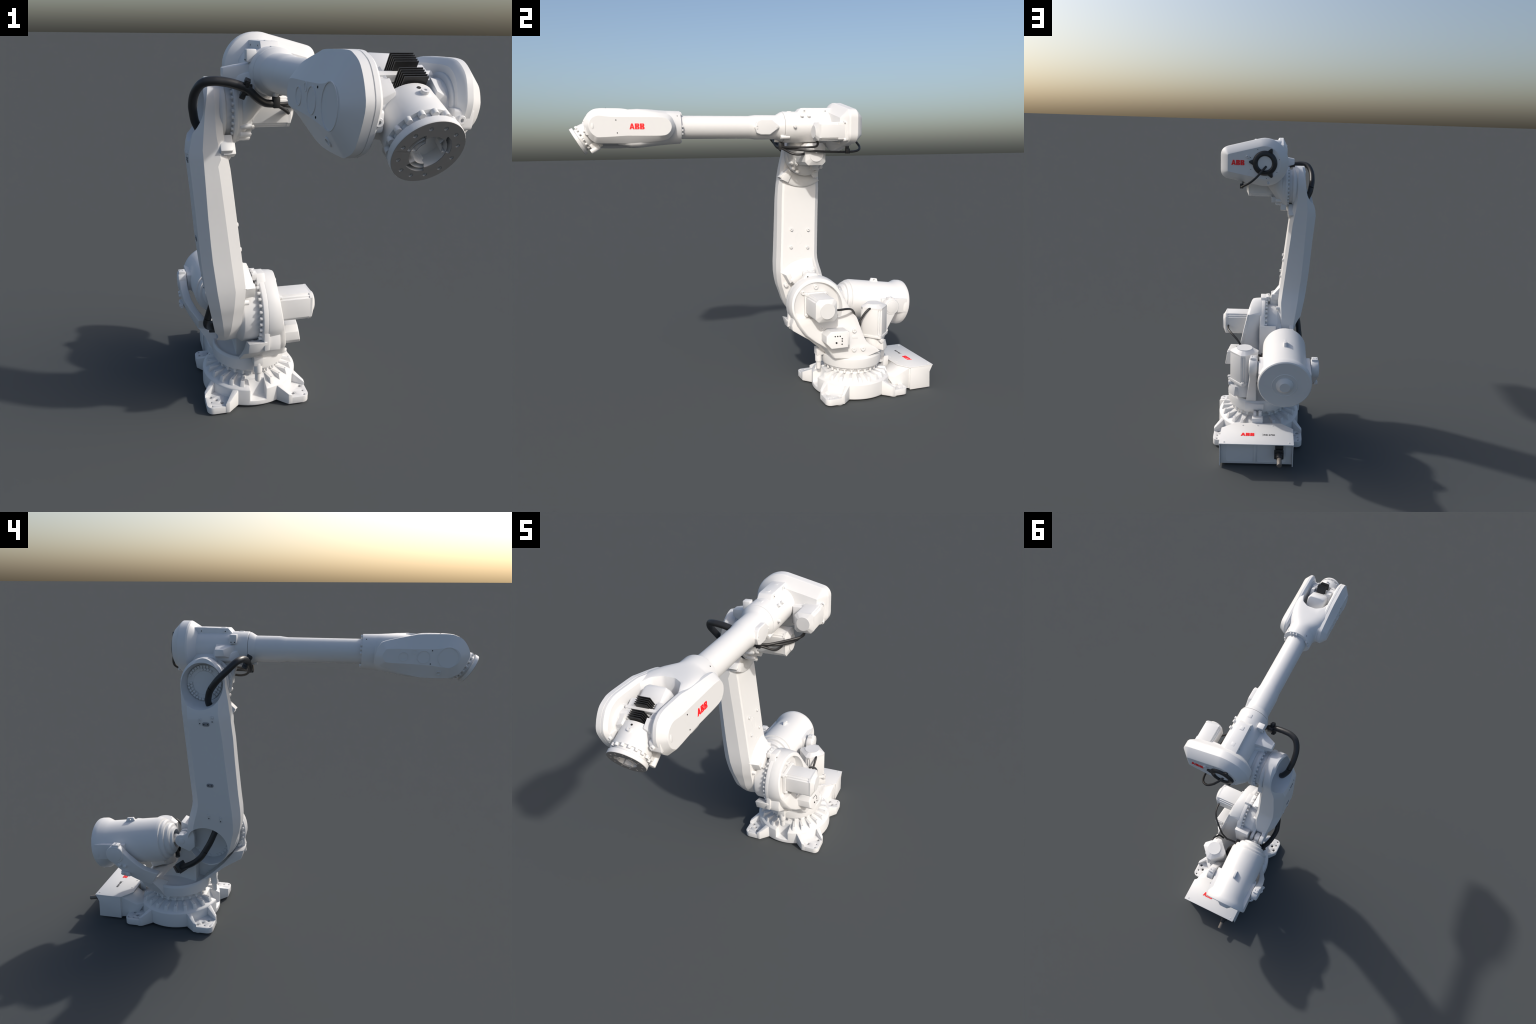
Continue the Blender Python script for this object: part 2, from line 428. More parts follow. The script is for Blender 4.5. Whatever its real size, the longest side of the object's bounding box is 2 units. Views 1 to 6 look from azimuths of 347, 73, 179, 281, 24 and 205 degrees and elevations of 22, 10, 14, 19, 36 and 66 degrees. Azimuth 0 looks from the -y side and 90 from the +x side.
# motor: squared body with grooved corners, bolted foot flange, domed cap
def motor(name, M, L, w, parent, foot_w=None, cap=.017, capr=.68):
    """M: local z runs from the foot to the cap; w: half width"""
    c = .30 * w; g = .13 * w
    q = [(w, w - c), (w - g, w - c + g * .3), (w - g, w - c + g), (w - c + g, w - g), (w - c + g * .3, w - g), (w - c, w)]
    sec = [(x * cos(k * pi / 2) - y * sin(k * pi / 2), x * sin(k * pi / 2) + y * cos(k * pi / 2)) for k in range(4) for (x, y) in q]
    T = lambda u, v, z: M @ V((u, v, z))
    ob = MB().prism(sec, T, 0, L - .010).obj(name, WHITE, parent, bevel=.001)
    octa = [(x * cos(k * pi / 2) - y * sin(k * pi / 2), x * sin(k * pi / 2) + y * cos(k * pi / 2)) for k in range(4) for (x, y) in ((w * .995, -w * .72), (w * .995, w * .72))]
    def polar(poly, a):
        d = V((cos(a), sin(a))); best = None
        for i in range(len(poly)):
            p, e = V(poly[i]), V(poly[(i + 1) % len(poly)]) - V(poly[i])
            den = d.x * e.y - d.y * e.x
            if abs(den) < 1e-9: continue
            t = (p.x * e.y - p.y * e.x) / den; u = (p.x * d.y - p.y * d.x) / den
            if t > 0 and -1e-6 <= u <= 1 + 1e-6 and (best is None or t > best): best = t
        return (d.x * best, d.y * best)
    an = sorted([2 * pi * k / 48 for k in range(48)] + [math.atan2(y, x) % (2 * pi) for x, y in octa])
    cp = MB()
    ring = lambda k, z: [T(polar(octa, a)[0] * k, polar(octa, a)[1] * k, z) for a in an]
    disc = lambda r, z: [T(r * cos(a), r * sin(a), z) for a in an]
    cp.loft([ring(1, L - .012), ring(1, L - .001), disc(w * capr, L + cap * .85), disc(w * capr, L + cap)])
    cp.obj("motor_cap", WHITE, ob, angle=24)
    if foot_w:
        f = MB(); f.prism(rounded([(foot_w, foot_w), (-foot_w, foot_w), (-foot_w, -foot_w), (foot_w, -foot_w)], .012), T, -.004, .012)
        f.obj("motor_foot", WHITE, ob, bevel=.0015)
        for sx in (1, -1):
            for sy in (1, -1):
                place("bolt", BOLT5, M @ Matrix.Translation((sx * w * .93, sy * w * .93, .011)), ob)
    return ob
M2 = Matrix.Translation((.093, .240, .5445)) @ frame((0, 0, 0), (1, 0, 0))
motor("shoulder_motor", M2, .157, .0625, TT, foot_w=.068)
# motor of axis 1, standing
M1 = Matrix.Translation((.119, .592, .335)) @ Matrix.Rotation(radians(43), 4, "Z")
MO1 = motor("base_motor", M1, .172, .063, TT, foot_w=.066)
mb = MB(); mb.revolve([(.058, 0), (.058, .075), (0, .075)], Matrix.Translation((.119, .592, .252)), 40)
mb.cyl((.165, .60, .318), (.205, .602, .318), .013, n=16)
mb.hexa([(.10, .62, .262), (.17, .655, .262), (.205, .61, .262), (.15, .57, .262), (.10, .62, .300), (.165, .645, .312), (.20, .61, .318), (.15, .57, .300)])
mb.obj("motor_mount", WHITE, MO1, bevel=.002)

# front stop pin under the shoulder
st = MB()
st.box(.013, .056, .262, .310, .222, .266)
st.revolve([(.0175, .0), (.0195, .004), (.0195, .052), (.0145, .060), (.0145, .098), (.011, .104), (0, .104)], frame((.036, .280, .236), (0, 0, -1)), 28)
st.obj("stop_pin", WHITE, TT, bevel=.002)

# ------------------------------------------------------------------ fork carrying the balancer
def strap(stations, parent, name):
    """stations: (centre, half thickness along x, half width across the run in the y-z plane)"""
    b = MB(); rings = []
    for i, (c, tx, w) in enumerate(stations):
        c = V(c)
        a = V(stations[max(i - 1, 0)][0]); d = V(stations[min(i + 1, len(stations) - 1)][0])
        t = (d - a); t.x = 0; t.normalize(); n = V((0, -t.z, t.y))
        rings.append([c + V((sx * tx, 0, 0)) + n * (sw * w) for sx, sw in ((-1, -1), (1, -1), (1, 1), (-1, 1))])
    b.loft(rings); return b.obj(name, WHITE, parent, bevel=.005, seg=3)
TY, TZ = .7285, .4735
for (xc, pts) in ((-.257, [((-.257, TY, TZ), .0185, .044), ((-.254, .685, .430), .0185, .044), ((-.243, .645, .388), .0185, .043), ((-.221, .608, .352), .0185, .040), ((-.198, .575, .325), .019, .041), ((-.182, .546, .308), .020, .040)]),
                  (.065, [((.065, TY, TZ), .0185, .044), ((.065, .70, .425), .0185, .044), ((.068, .668, .375), .020, .044), ((.072, .640, .32), .024, .044), ((.075, .615, .25), .028, .044)])):
    FA = strap(pts, TT, "balancer_fork")
    cp = MB(); cp.revolve([(.0455, -.0205), (.048, -.016), (.048, .016), (.0455, .0205)], frame((xc, TY, TZ), (1, 0, 0)), 40)
    cp.box(xc - .016, xc + .016, TY - .022, TY + .014, TZ + .03, TZ + .056)
    s = -1 if xc < 0 else 1
    cp.cyl((xc, TY, TZ), (xc + s * .0225, TY, TZ), .036, n=36)
    cp.obj("trunnion_cap", WHITE, FA, bevel=.002)
    bolts(SCREW, [(xc - .007, TY - .004, TZ + .056), (xc + .007, TY - .004, TZ + .056)], (0, 0, 1), FA, "screw")
pd = MB()
pd.loft([[(-.105, .60, .175), (-.138, .52, .175), (-.06, .50, .175), (-.03, .60, .175)], [(-.150, .630, .235), (-.165, .535, .228), (-.08, .50, .23), (-.06, .62, .235)], [(-.206, .636, .318), (-.202, .555, .285), (-.14, .552, .28), (-.14, .630, .305)]])
pd.obj("fork_pedestal", WHITE, TT, bevel=.002)
fb = MB()
for (y, z) in ((.705, .418), (.678, .413), (.690, .372), (.662, .366)):
    fb.cyl((-.262, y, z), (-.281, y, z), .0085, n=16)
fb.hexa([(-.262, .66, .375), (-.262, .70, .38), (-.262, .69, .36), (-.262, .65, .355), (-.277, .66, .380), (-.277, .70, .385), (-.276, .69, .36), (-.276, .65, .355)])
fb.obj("fork_bracket", WHITE, TT, bevel=.0015)

# ================================================================== BALANCER
BD = V((0, -1, .155)).normalized()
BC = V((-.100, .7285, .470))
MBAL = frame(BC, BD)
prof = [(0, -.171), (.026, -.171), (.044, -.156), (.044, -.1505), (.062, -.1505), (.064, -.1525), (.066, -.1505), (.131, -.1505), (.1358, -.146), (.1375, -.137), (.1365, -.115), (.119, -.082), (.1185, .205), (.113, .222), (.104, .224),
        (.104, .236), (.098, .246), (.086, .247), (.084, .262), (.076, .270), (.064, .271), (.060, .282), (.050, .286), (.046, .278), (.044, .255), (0, .255)]
bal = MB().revolve(prof, MBAL, 72)
BAL = bal.obj("balancer_cylinder", WHITE, None, bevel=.0, angle=28)
bb = MB()
bb.hexa([(-.234, .690, .515), (.034, .690, .515), (.034, .862, .500), (-.234, .862, .500), (-.234, .690, .432), (.034, .690, .432), (.034, .862, .412), (-.234, .862, .412)])
bb.cyl((-.27, TY, TZ), (.07, TY, TZ), .030)
bb.obj("trunnion_block", WHITE, BAL, bevel=.003)
lug = MB().px([(.668, .580), (.686, .616), (.722, .611), (.736, .570)], -.107, -.094)
lh = MB(); lh.cyl((-.13, .7035, .603), (-.05, .7035, .603), .004, n=12)
lug.obj("lifting_lug", WHITE, BAL, bevel=.0015, cut=[lh])
PINC = V((-.110, .402, .526))
rd = MB(); rd.cyl(BC + BD * .25, PINC, .019, n=24); rd.revolve([(.032, -.015), (.0335, -.012), (.0335, .012), (.032, .015)], frame(PINC, (1, 0, 0)), 36)
rd.cyl(BC + BD * .28, PINC + BD * -.03, .026, .019)
rd.obj("balancer_rod", WHITE, BAL, bevel=.0015)

# ================================================================== LOWER ARM
A3Y, A3Z = .250, 1.371          # elbow axis
YF = [(.403, .250), (.408, .222), (.42, .192), (.44, .170), (.465, .150), (.50, .126), (.53, .113), (.58, .098), (.62, .085), (.66, .0785), (.70, .0755), (.75, .077), (.83, .084), (1.0, .096), (1.118, .103), (1.22, .114), (1.30, .126), (1.371, .141)]
YB = [(.403, .262), (.408, .290), (.42, .317), (.44, .340), (.465, .354), (.50, .366), (.53, .371), (.58, .369), (.64, .358), (.69, .344), (.735, .329), (.77, .323), (.80, .322), (1.04, .337), (1.16, .346), (1.25, .352), (1.371, .358)]
XF = [(.40, -.078), (.56, -.068), (.70, -.060), (.82, -.074), (.97, -.090), (1.175, -.112), (1.25, -.126), (1.31, -.134), (1.49, -.134)]
XB = [(.40, -.155), (.46, -.168), (.528, -.178), (.624, -.198), (.733, -.220), (.82, -.230), (.896, -.237), (1.058, -.247), (1.215, -.260), (1.244, -.257), (1.323, -.236), (1.413, -.209), (1.492, -.186)]
XBF = [(.40, -.160), (.46, -.175), (.56, -.194), (.70, -.221), (.83, -.233), (.98, -.243), (1.22, -.260), (1.24, -.258), (1.30, -.243), (1.39, -.214), (1.49, -.187)]   # front edge of the -x face
XM = [(.40, -.132), (.56, -.155), (.70, -.177), (.84, -.193), (.99, -.203), (1.25, -.214), (1.31, -.208), (1.39, -.198), (1.49, -.178)]
zs = sorted(set([z for z, _ in YF] + [.55, .60, .64, .68, .72, .77, .80, .9, 1.05, 1.16, 1.175, 1.19, 1.215, 1.25, 1.28, 1.323, 1.35]))
zs += [A3Z + .120 * sin(radians(a)) for a in (10, 20, 30, 40, 50, 58, 66, 73, 79, 84, 88)]
rings = []
for z in zs:
    if z <= A3Z: yf, yb = lerp_table(z, YF), lerp_table(z, YB)
    else:
        w = .1085 * sqrt(max(0, 1 - ((z - A3Z) / .120) ** 2)); yf, yb = .2495 - w, .2495 + w
    xf, xb, xbf, xm = lerp_table(z, XF), lerp_table(z, XB), lerp_table(z, XBF), lerp_table(z, XM)
    s = min(1.0, (yb - yf) / .21)
    d1 = s * lerp_table(z, [(.5, .014), (.7, .032), (1.0, .040), (1.25, .045), (1.38, .028), (1.45, .02)])
    xr = xf - .046 if z < 1.2 else xf - .03
    rings.append([V((xf, yb - .024 * s, z)), V((xf - .018, yb, z)), V((xm + .004, yb, z)), V((xb, yb - .040 * s, z)),
                  V(((xb + xbf) / 2, (yb + yf) / 2, z)), V((xbf, yf + d1, z)), V((xm, yf, z)), V((xr, yf - .001 * s, z)), V((xf - .003, yf + .012 * s, z)), V((xf, yf + .024 * s, z)), V((xf, (yb + yf) / 2, z))])
la = MB().loft(rings)
hole3 = MB().revolve([(.0865, 0), (.102, .050), (.116, .14)], frame((-.148, A3Y + .002, A3Z), (-1, 0, 0)), 64)
hole2 = MB().revolve([(.104, 0), (.112, .09), (.126, .24)], frame((-.081, .256, .522), (-1, 0, 0)), 64)
nk = MB().revolve([(.022, 0), (.026, .04)], frame((-.222, .118, 1.275), (-.6, -.8, 0)), 24)
LA = la.obj("lower_arm", WHITE, None, cut=[hole3, hole2], angle=12.5)

# reducer faces seen inside the two holes
rf = MB(); rf.revolve([(.0865, 0), (.0855, .004), (.0853, .003), (.057, .003), (.056, .005), (.0, .005)], frame((-.1478, A3Y + .002, A3Z), (-1, 0, 0)), 64)
RF = rf.obj("elbow_reducer", WHITE, LA)
angs = [a for k, a in enumerate(range(0, 360, 11)) if k not in (4, 5, 6, 15, 16, 26, 27)]
bolts(PIN_S, ring_pts((-.150, A3Y + .002, A3Z), (-1, 0, 0), .0785, angs), (-1, 0, 0), RF)
bolts(PIN_S, ring_pts((-.150, A3Y + .002, A3Z), (-1, 0, 0), .0655, [a + 5.5 for a in (55, 68, 81, 94, 175, 188, 201, 214, 227, 300, 313, 326, 339)]), (-1, 0, 0), RF)
rf = MB(); rf.revolve([(.103, 0), (.102, .002), (.086, .002), (.085, .006), (.0, .006)], frame((-.0808, .256, .522), (-1, 0, 0)), 64)
RF2 = rf.obj("shoulder_reducer", WHITE, LA)
bolts(PIN, ring_pts((-.082, .256, .522), (-1, 0, 0), .0945, [a for a in range(0, 360, 12) if a % 72 < 50]), (-1, 0, 0), RF2)

# shoulder hub, raised guard sector above it
hb = MB(); hb.revolve([(.112, -.02), (.138, .012), (.139, .040), (.139, .085), (0, .085)], frame((-.072, A2Y, A2Z), (1, 0, 0)), 72)
hb.obj("shoulder_hub", WHITE, LA, bevel=.003)
def sector(cy, cz, r0, r1, a0, a1, n=14):
    return arc(cy, cz, r1, a0, a1, n) + arc(cy, cz, r0, a1, a0, n)
sg = MB()
A = sector(A2Y, A2Z, .137, .246, 83, 134); B = sector(A2Y, A2Z, .137, .180, 84, 132)
sg.loft([[(-.095, y, z) for y, z in A], [(-.066 if sqrt((y - A2Y) ** 2 + (z - A2Z) ** 2) > .2 else -.03, y, z) for y, z in A], [(-.014, y, z) for y, z in B]])
sg.hexa([(-.075, .09, .70), (-.075, .125, .725), (-.075, .155, .665), (-.075, .125, .64), (-.018, .105, .695), (-.018, .13, .705), (-.018, .152, .662), (-.018, .13, .645)])
sg.hexa([(-.075, .262, .70), (-.075, .285, .70), (-.075, .285, .74), (-.075, .262, .74), (-.020, .262, .70), (-.020, .283, .70), (-.020, .283, .732), (-.020, .262, .732)])
sg.obj("shoulder_guard", WHITE, LA, bevel=.002)
ey = MB(); ey.cyl((-.045, .115, .63), (-.095, .115, .63), .011, n=16); ey.cyl((-.05, .330, .665), (-.09, .330, .665), .010, n=16)
ey.obj("arm_boss", WHITE, LA, bevel=.001)
# balancer clevis on the back of the arm
cv = MB()
for x0, x1 in ((-.084, -.066), (-.154, -.130)):
    c = arc(PINC.y, PINC.z, .035, -75, 110, 14)
    cv.px(c + [(.34, .60), (.33, .56), (.33, .50), (.36, .47)], x0, x1)
cv.cyl((-.157, PINC.y, PINC.z), (-.062, PINC.y, PINC.z), .017)
cv.obj("balancer_clevis", WHITE, LA, bevel=.002)
# elbow guard sector and hub
eg = MB()
A = sector(.238, A3Z, .112, .183, 222, 305); B = sector(.238, A3Z, .112, .172, 223, 304)
eg.loft([[(-.150, y, z) for y, z in A], [(-.108, y, z) for y, z in A], [(-.102, y, z) for y, z in B]])
eg.hexa([(-.14, .110, 1.232), (-.14, .150, 1.212), (-.14, .175, 1.262), (-.14, .135, 1.276), (-.094, .112, 1.234), (-.094, .150, 1.216), (-.094, .172, 1.258), (-.094, .137, 1.27)])
eg.obj("elbow_guard", WHITE, LA, bevel=.002)
eh = MB(); eh.revolve([(.104, 0), (.110, .008), (.110, .020), (.098, .026), (.098, .05), (0, .05)], frame((-.145, A3Y, A3Z), (1, 0, 0)), 64)
eh.obj("elbow_hub", WHITE, LA, bevel=.001)
# screws on the +x face
pts = [(lerp_table(z, XF) + .001, y, z) for y, z in ((.163, .947), (.265, .940), (.155, .846), (.257, .839))]
bolts(BOLT5, pts, (1, 0, .09), LA)
fo = MB()
for (y, z, ry, rz) in ((.206, .894, .022, .034), (.203, .798, .018, .009)):
    xx = lerp_table(z, XF)
    o1 = [(y + ry * cos(2 * pi * i / 32), z + rz * sin(2 * pi * i / 32)) for i in range(32)]; o2 = inset(o1, .002)
    if rz > .02: o1 = o1[:]
    X_ = lambda q, d: [(lerp_table(v, XF) + d, u, v) for u, v in q]
    fo.loft([X_(o1, -.003), X_(o1, .0006), X_(o2, .0006), X_(o2, -.0002)])
fo.obj("cast_mark", WHITE, LA)
# plates, screws on the -x face
def XS(y, z):
    """x of the -x face of the lower arm"""
    y0, y1 = lerp_table(z, YF) + .038, lerp_table(z, YB) - .040
    t = (y - y0) / (y1 - y0)
    return lerp_table(z, XBF) * (1 - t) + lerp_table(z, XB) * t
for (y, z) in ((.221, 1.196), (.214, .884)):
    nx = V((-1, 0, -.06))
    p = MB().prism(rounded([(-.017, -.0095), (.017, -.0095), (.017, .0095), (-.017, .0095)], .009), lambda u, v, w: (XS(y + u, z + v) - w, y + u, z + v), -.002, .0025)
    PO = p.obj("grey_pad", PLATE, LA, bevel=.0008)
    for s in (-.009, .009): place("screw_hole", DOT, frame((XS(y + s, z) - .0026, y + s, z), (-1, 0, 0)), PO)
so = MB(); pr = []
for (y, z) in ((.250, 1.2085), (.190, 1.2195), (.230, .709), (.170, .697)):
    xx = XS(y, z); q = rounded([(y - .008, z - .019), (y + .008, z - .019), (y + .008, z + .019), (y - .008, z + .019)], .008)
    q2 = inset(q, .0015); X_ = lambda qq, d: [(XS(u, v) + d, u, v) for u, v in qq]
    so.loft([X_(q, .003), X_(q, -.0012), X_(q2, -.0012), X_(q2, .0015)]); pr.append((xx, y, z))
so.obj("screw_recess", WHITE, LA)
for xx, y, z in pr:
    place("screw", BOLT5, frame((xx + .003, y, z + .008), (-1, 0, 0)) @ Matrix.Scale(.7, 4), LA)
    place("screw_hole", DOT, frame((xx - .0006, y, z - .010), (-1, 0, 0)), LA)

# ================================================================== UPPER ARM
AX, AZ = .035, 1.5155            # forearm axis
ua = MB()
MT = frame((AX, .345, AZ), (0, -1, 0))
ua.revolve([(.084, -.01), (.084, .010), (.0815, .03), (.0815, .272), (.0785, .277), (0, .277)], MT, 72)
UA = ua.obj("upper_arm", WHITE, None, bevel=.0)
el = MB()
el.revolve([(.112, 0), (.118, .003), (.118, .014), (.1175, .016), (.116, .017), (.116, .030), (0, .030)], frame((-.0955, A3Y, A3Z), (1, 0, 0)), 72)
el.obj("elbow_flange", WHITE, UA, bevel=.001)
bolts(PIN_S, ring_pts((-.0935, A3Y, A3Z), (-1, 0, 0), .108, [6 + 12 * k for k in range(30)]), (-1, 0, 0), UA)
# funnel-shaped casting from the elbow flange up to the tube
pts = [(-.066, A3Y + .114 * cos(t), A3Z + .114 * sin(t)) for t in [2 * pi * i / 48 for i in range(48)]]
pts += [(-.030, y, 1.50) for y in (.12, .335)] + [(.03, y, z) for y, z in ((.125, 1.452), (.33, 1.44), (.17, 1.405), (.31, 1.395))] + [(-.02, y, z) for y, z in ((.20, 1.335), (.28, 1.325))]
el = MB().hull(pts)
el.obj("elbow_casting", WHITE, UA, bevel=.003, angle=30, bevel_angle=25)
# stop block and cable bracket
sb = MB()
sb.hexa([(-.132, .166, 1.526), (-.132, .206, 1.526), (-.132, .206, 1.494), (-.132, .160, 1.496), (-.02, .120, 1.545), (-.02, .225, 1.545), (-.02, .225, 1.46), (-.02, .115, 1.46)])
sb.hexa([(-.092, .150, 1.50), (-.092, .21, 1.50), (-.092, .23, 1.47), (-.092, .14, 1.47), (-.03, .10, 1.52), (-.03, .24, 1.52), (-.03, .25, 1.44), (-.03, .09, 1.44)])
sb.box(-.056, -.02, .118, .152, 1.545, 1.588)
sb.obj("arm_stop", WHITE, UA, bevel=.004)
bolts(DOT, [(-.0562, .127, 1.553), (-.0562, .144, 1.553)], (-1, 0, 0), UA, "screw_hole")
# hump on the tube
hp = MB(); hp.loft([[(.000, .150, 1.560), (.072, .150, 1.560), (.072, .345, 1.560), (-.004, .345, 1.560)], [(.001, .146, 1.588), (.071, .146, 1.588), (.070, .345, 1.588), (-.002, .345, 1.588)],
                    [(.003, .170, 1.6135), (.069, .168, 1.6135), (.068, .345, 1.6155), (-.001, .345, 1.6155)]])
hp.obj("tube_hump", WHITE, UA, bevel=.004)
for y in (.185, .305):
    for x, s in ((.0713, 1), (.0003, -1)):
        MB().box(x - .0012, x + .0012, y - .010, y + .010, 1.585, 1.606).obj("hump_pad", WHITE, UA, bevel=.0006)
        place("screw_hole", DOT, frame((x + s * .0013, y, 1.598), (s, 0, 0)), UA)
for y in (.11, .20, .30):
    z = 1.6145 if y > .15 else 1.597
    MB().box(.026, .046, y - .011, y + .011, z - .004, z + .0012).obj("tube_pad", WHITE, UA, bevel=.0006)
kn = MB()
for (y, a) in ((.16, 38), (.20, 38), (.115, 0)):
    d = V((cos(radians(a)), 0, sin(radians(a))))
    kn.cyl(V((AX, y, AZ)) + d * .075, V((AX, y, AZ)) + d * .094, .0085, n=16)
kn.cyl((.092, .045, 1.462), (.092, .095, 1.462), .0105, n=18)
kn.cyl((.030, .03, 1.446), (.030, .06, 1.444), .008, n=12)
kn.obj("tube_boss", WHITE, UA, bevel=.0015)

# rear gear cover: wide teardrop box
cov = arc(AX, 1.516, .128, 80, 283, 30) + [(.10, 1.399)] + arc(.226, 1.470, .046, -72, 0, 6) + arc(.226, 1.552, .046, 0, 80, 7)
cov = resample(cov, 120)
gc = MB()
gc.loft([[(x, y, z) for x, z in inset(cov, d)] for y, d in ((.322, .045), (.330, .036), (.356, .004), (.364, .0), (.402, .0), (.407, .003), (.440, .036), (.443, .041))])
GC = gc.obj("gear_cover", WHITE, UA, bevel=.0, angle=24)
lettering("red_lettering", (.2125, .4432, 1.5005), (-1, 0, 0), (0, 0, 1), .070, .027, GC)
bolts(BOLT5, [(.127, .442, 1.546), (.013, .425, 1.408)], (0, 1, 0), GC)
for a in (20, 62, 118, 165, 215, 262, 300, 335):
    place("screw_hole", DOT, frame((AX + .081 * cos(radians(a)), .4428, 1.514 + .081 * sin(radians(a))), (0, 1, 0)) @ Matrix.Scale(.8, 4), GC)
# black ring with three ears
rg = MB(); rg.revolve([(.0385, 0), (.0385, .008), (.045, .014), (.056, .014), (.064, .008), (.0665, 0), (.0385, 0)], frame((.034, .4425, 1.514), (0, 1, 0)), 64)
RG = rg.obj("seal_ring", BLACK, GC, angle=40)
for a in (180 - 4, 65, -62):
    er = MB(); d = radians(a)
    P = [(.060, -.016), (.082, -.006), (.086, 0), (.082, .006), (.060, .016)]
    er.prism([(.034 - (u * cos(d) - v * sin(d)), 1.514 + u * sin(d) + v * cos(d)) for u, v in P], lambda u, v, w: (u, w, v), .4425, .452)
    er.obj("ring_ear", BLACK, RG, bevel=.002)
gp = MB(); gp.revolve([(.039, 0), (.038, .004), (0, .004)], frame((.034, .4425, 1.514), (0, 1, 0)), 48); gp.obj("ring_plate", WHITE, GC)
# wrist motor beside the tube
MW = Matrix.Translation((.209, .352, 1.484)) @ frame((0, 0, 0), (0, -1, 0))
motor("wrist_motor", MW, .155, .0465, UA, cap=.014, foot_w=.050)
mw = MB(); mw.box(.163, .255, .300, .345, 1.442, 1.528); mw.hexa([(.10, .335, 1.42), (.20, .335, 1.42), (.20, .335, 1.525), (.10, .335, 1.525), (.12, .29, 1.44), (.17, .29, 1.44), (.17, .29, 1.52), (.12, .29, 1.52)])
mw.obj("motor_seat", WHITE, UA, bevel=.003)
# elbow motor under the tube
ME = Matrix.Translation((-.035, .228, 1.3715)) @ frame((0, 0, 0), (1, 0, 0))
motor("elbow_motor", ME, .160, .0575, UA, cap=.014, foot_w=.060)
es = MB(); es.px(circle(.228, 1.3715, .068, 40), -.06, -.018)
for (y, z) in ((.150, 1.325), (.160, 1.295), (.185, 1.278), (.30, 1.28), (.325, 1.30)):
    es.cyl((-.07, y, z), (-.030, y, z), .0095, n=16)
es.px(rounded([(.286, 1.30), (.318, 1.29), (.318, 1.246), (.296, 1.238), (.280, 1.262)], .01), -.088, -.058)
es.box(-.05, -.005, .26, .30, 1.285, 1.315)
es.obj("motor_seat", WHITE, UA, bevel=.002)
bolts(SCREW, [(-.0302, y, z) for y, z in ((.150, 1.325), (.160, 1.295), (.185, 1.278), (.30, 1.28), (.325, 1.30))], (1, 0, 0), UA, "screw")

# ================================================================== FOREARM TUBE
fa = MB().revolve([(.0785, 0), (.078, .004), (.0635, .030), (.0625, .034), (.0625, .145), (.0580, .178), (.0575, .185), (.0575, .545), (0, .545)], frame((AX, .066, AZ), (0, -1, 0)), 72)
FA_ = fa.obj("forearm_tube", WHITE, None, angle=25)
hatch = rounded([(-.098, 1.512), (-.086, 1.482), (-.066, 1.474), (-.016, 1.474), (.034, 1.508), (.034, 1.520), (-.006, 1.551), (-.066, 1.551), (-.086, 1.543)], .010)
hc = MB(); hi = inset(hatch, .004)
hc.loft([[(.075, y, z) for y, z in hatch], [(.1055, y, z) for y, z in hatch], [(.1085, y, z) for y, z in hi]])
HC = hc.obj("hatch_cover", WHITE, FA_, bevel=.0008)
bolts(SCREW, [(.1083, y, z) for y, z in ((-.085, 1.518), (-.085, 1.506), (.022, 1.513))], (1, 0, 0), HC, "screw")

# ================================================================== WRIST FORK
WX, WY, WZ = .035, -.850, 1.513
right_out = [(-.929, 1.514), (-.9255, 1.541), (-.912, 1.571), (-.888, 1.590), (-.862, 1.597), (-.82, 1.598), (-.754, 1.597), (-.700, 1.589), (-.567, 1.577), (-.524, 1.561), (-.508, 1.513), (-.526, 1.472), (-.567, 1.449), (-.69, 1.438), (-.742, 1.437), (-.862, 1.438), (-.892, 1.447), (-.916, 1.474)]
right_in = [(-.909, 1.514), (-.906, 1.530), (-.897, 1.548), (-.882, 1.559), (-.860, 1.564), (-.815, 1.559), (-.754, 1.558), (-.700, 1.558), (-.575, 1.557), (-.540, 1.543), (-.527, 1.513), (-.540, 1.484), (-.575, 1.470), (-.69, 1.469), (-.742, 1.469), (-.858, 1.463), (-.882, 1.469), (-.902, 1.489)]
left_out = [(-.942, 1.513), (-.935, 1.551), (-.908, 1.589), (-.875, 1.606), (-.845, 1.6115), (-.78, 1.611), (-.722, 1.609), (-.690, 1.603), (-.580, 1.578), (-.552, 1.560), (-.534, 1.512), (-.545, 1.480), (-.570, 1.460), (-.643, 1.439), (-.733, 1.4195), (-.844, 1.4185), (-.876, 1.425), (-.912, 1.448)]
left_in = [(-.902, 1.513), (-.897, 1.533), (-.884, 1.549), (-.866, 1.557), (-.846, 1.559), (-.80, 1.552), (-.76, 1.550), (-.700, 1.549), (-.592, 1.547), (-.573, 1.536), (-.563, 1.513), (-.573, 1.492), (-.592, 1.483), (-.700, 1.479), (-.780, 1.474), (-.848, 1.465), (-.868, 1.469), (-.892, 1.488)]
N = 96
def dense(p): return resample(rounded(p, .012, 3), N)
def matched(a, b):
    """smooth two outlines of equal corner count by chopping each edge into the same number of pieces"""
    oa, ob = [], []
    n = len(a)
    def cr(P, i, t):
        p = [V(P[(i + k - 1) % n]) for k in range(4)]
        return 0.5 * ((2 * p[1]) + (p[2] - p[0]) * t + (2 * p[0] - 5 * p[1] + 4 * p[2] - p[3]) * t * t + (3 * p[1] - p[0] - 3 * p[2] + p[3]) * t ** 3)
    for i in range(n):
        for k in range(4): oa.append(tuple(cr(a, i, k / 4))); ob.append(tuple(cr(b, i, k / 4)))
    return oa, ob
RO, RI = matched(right_out, right_in); LO, LI = matched(left_out, left_in)
fk = MB()
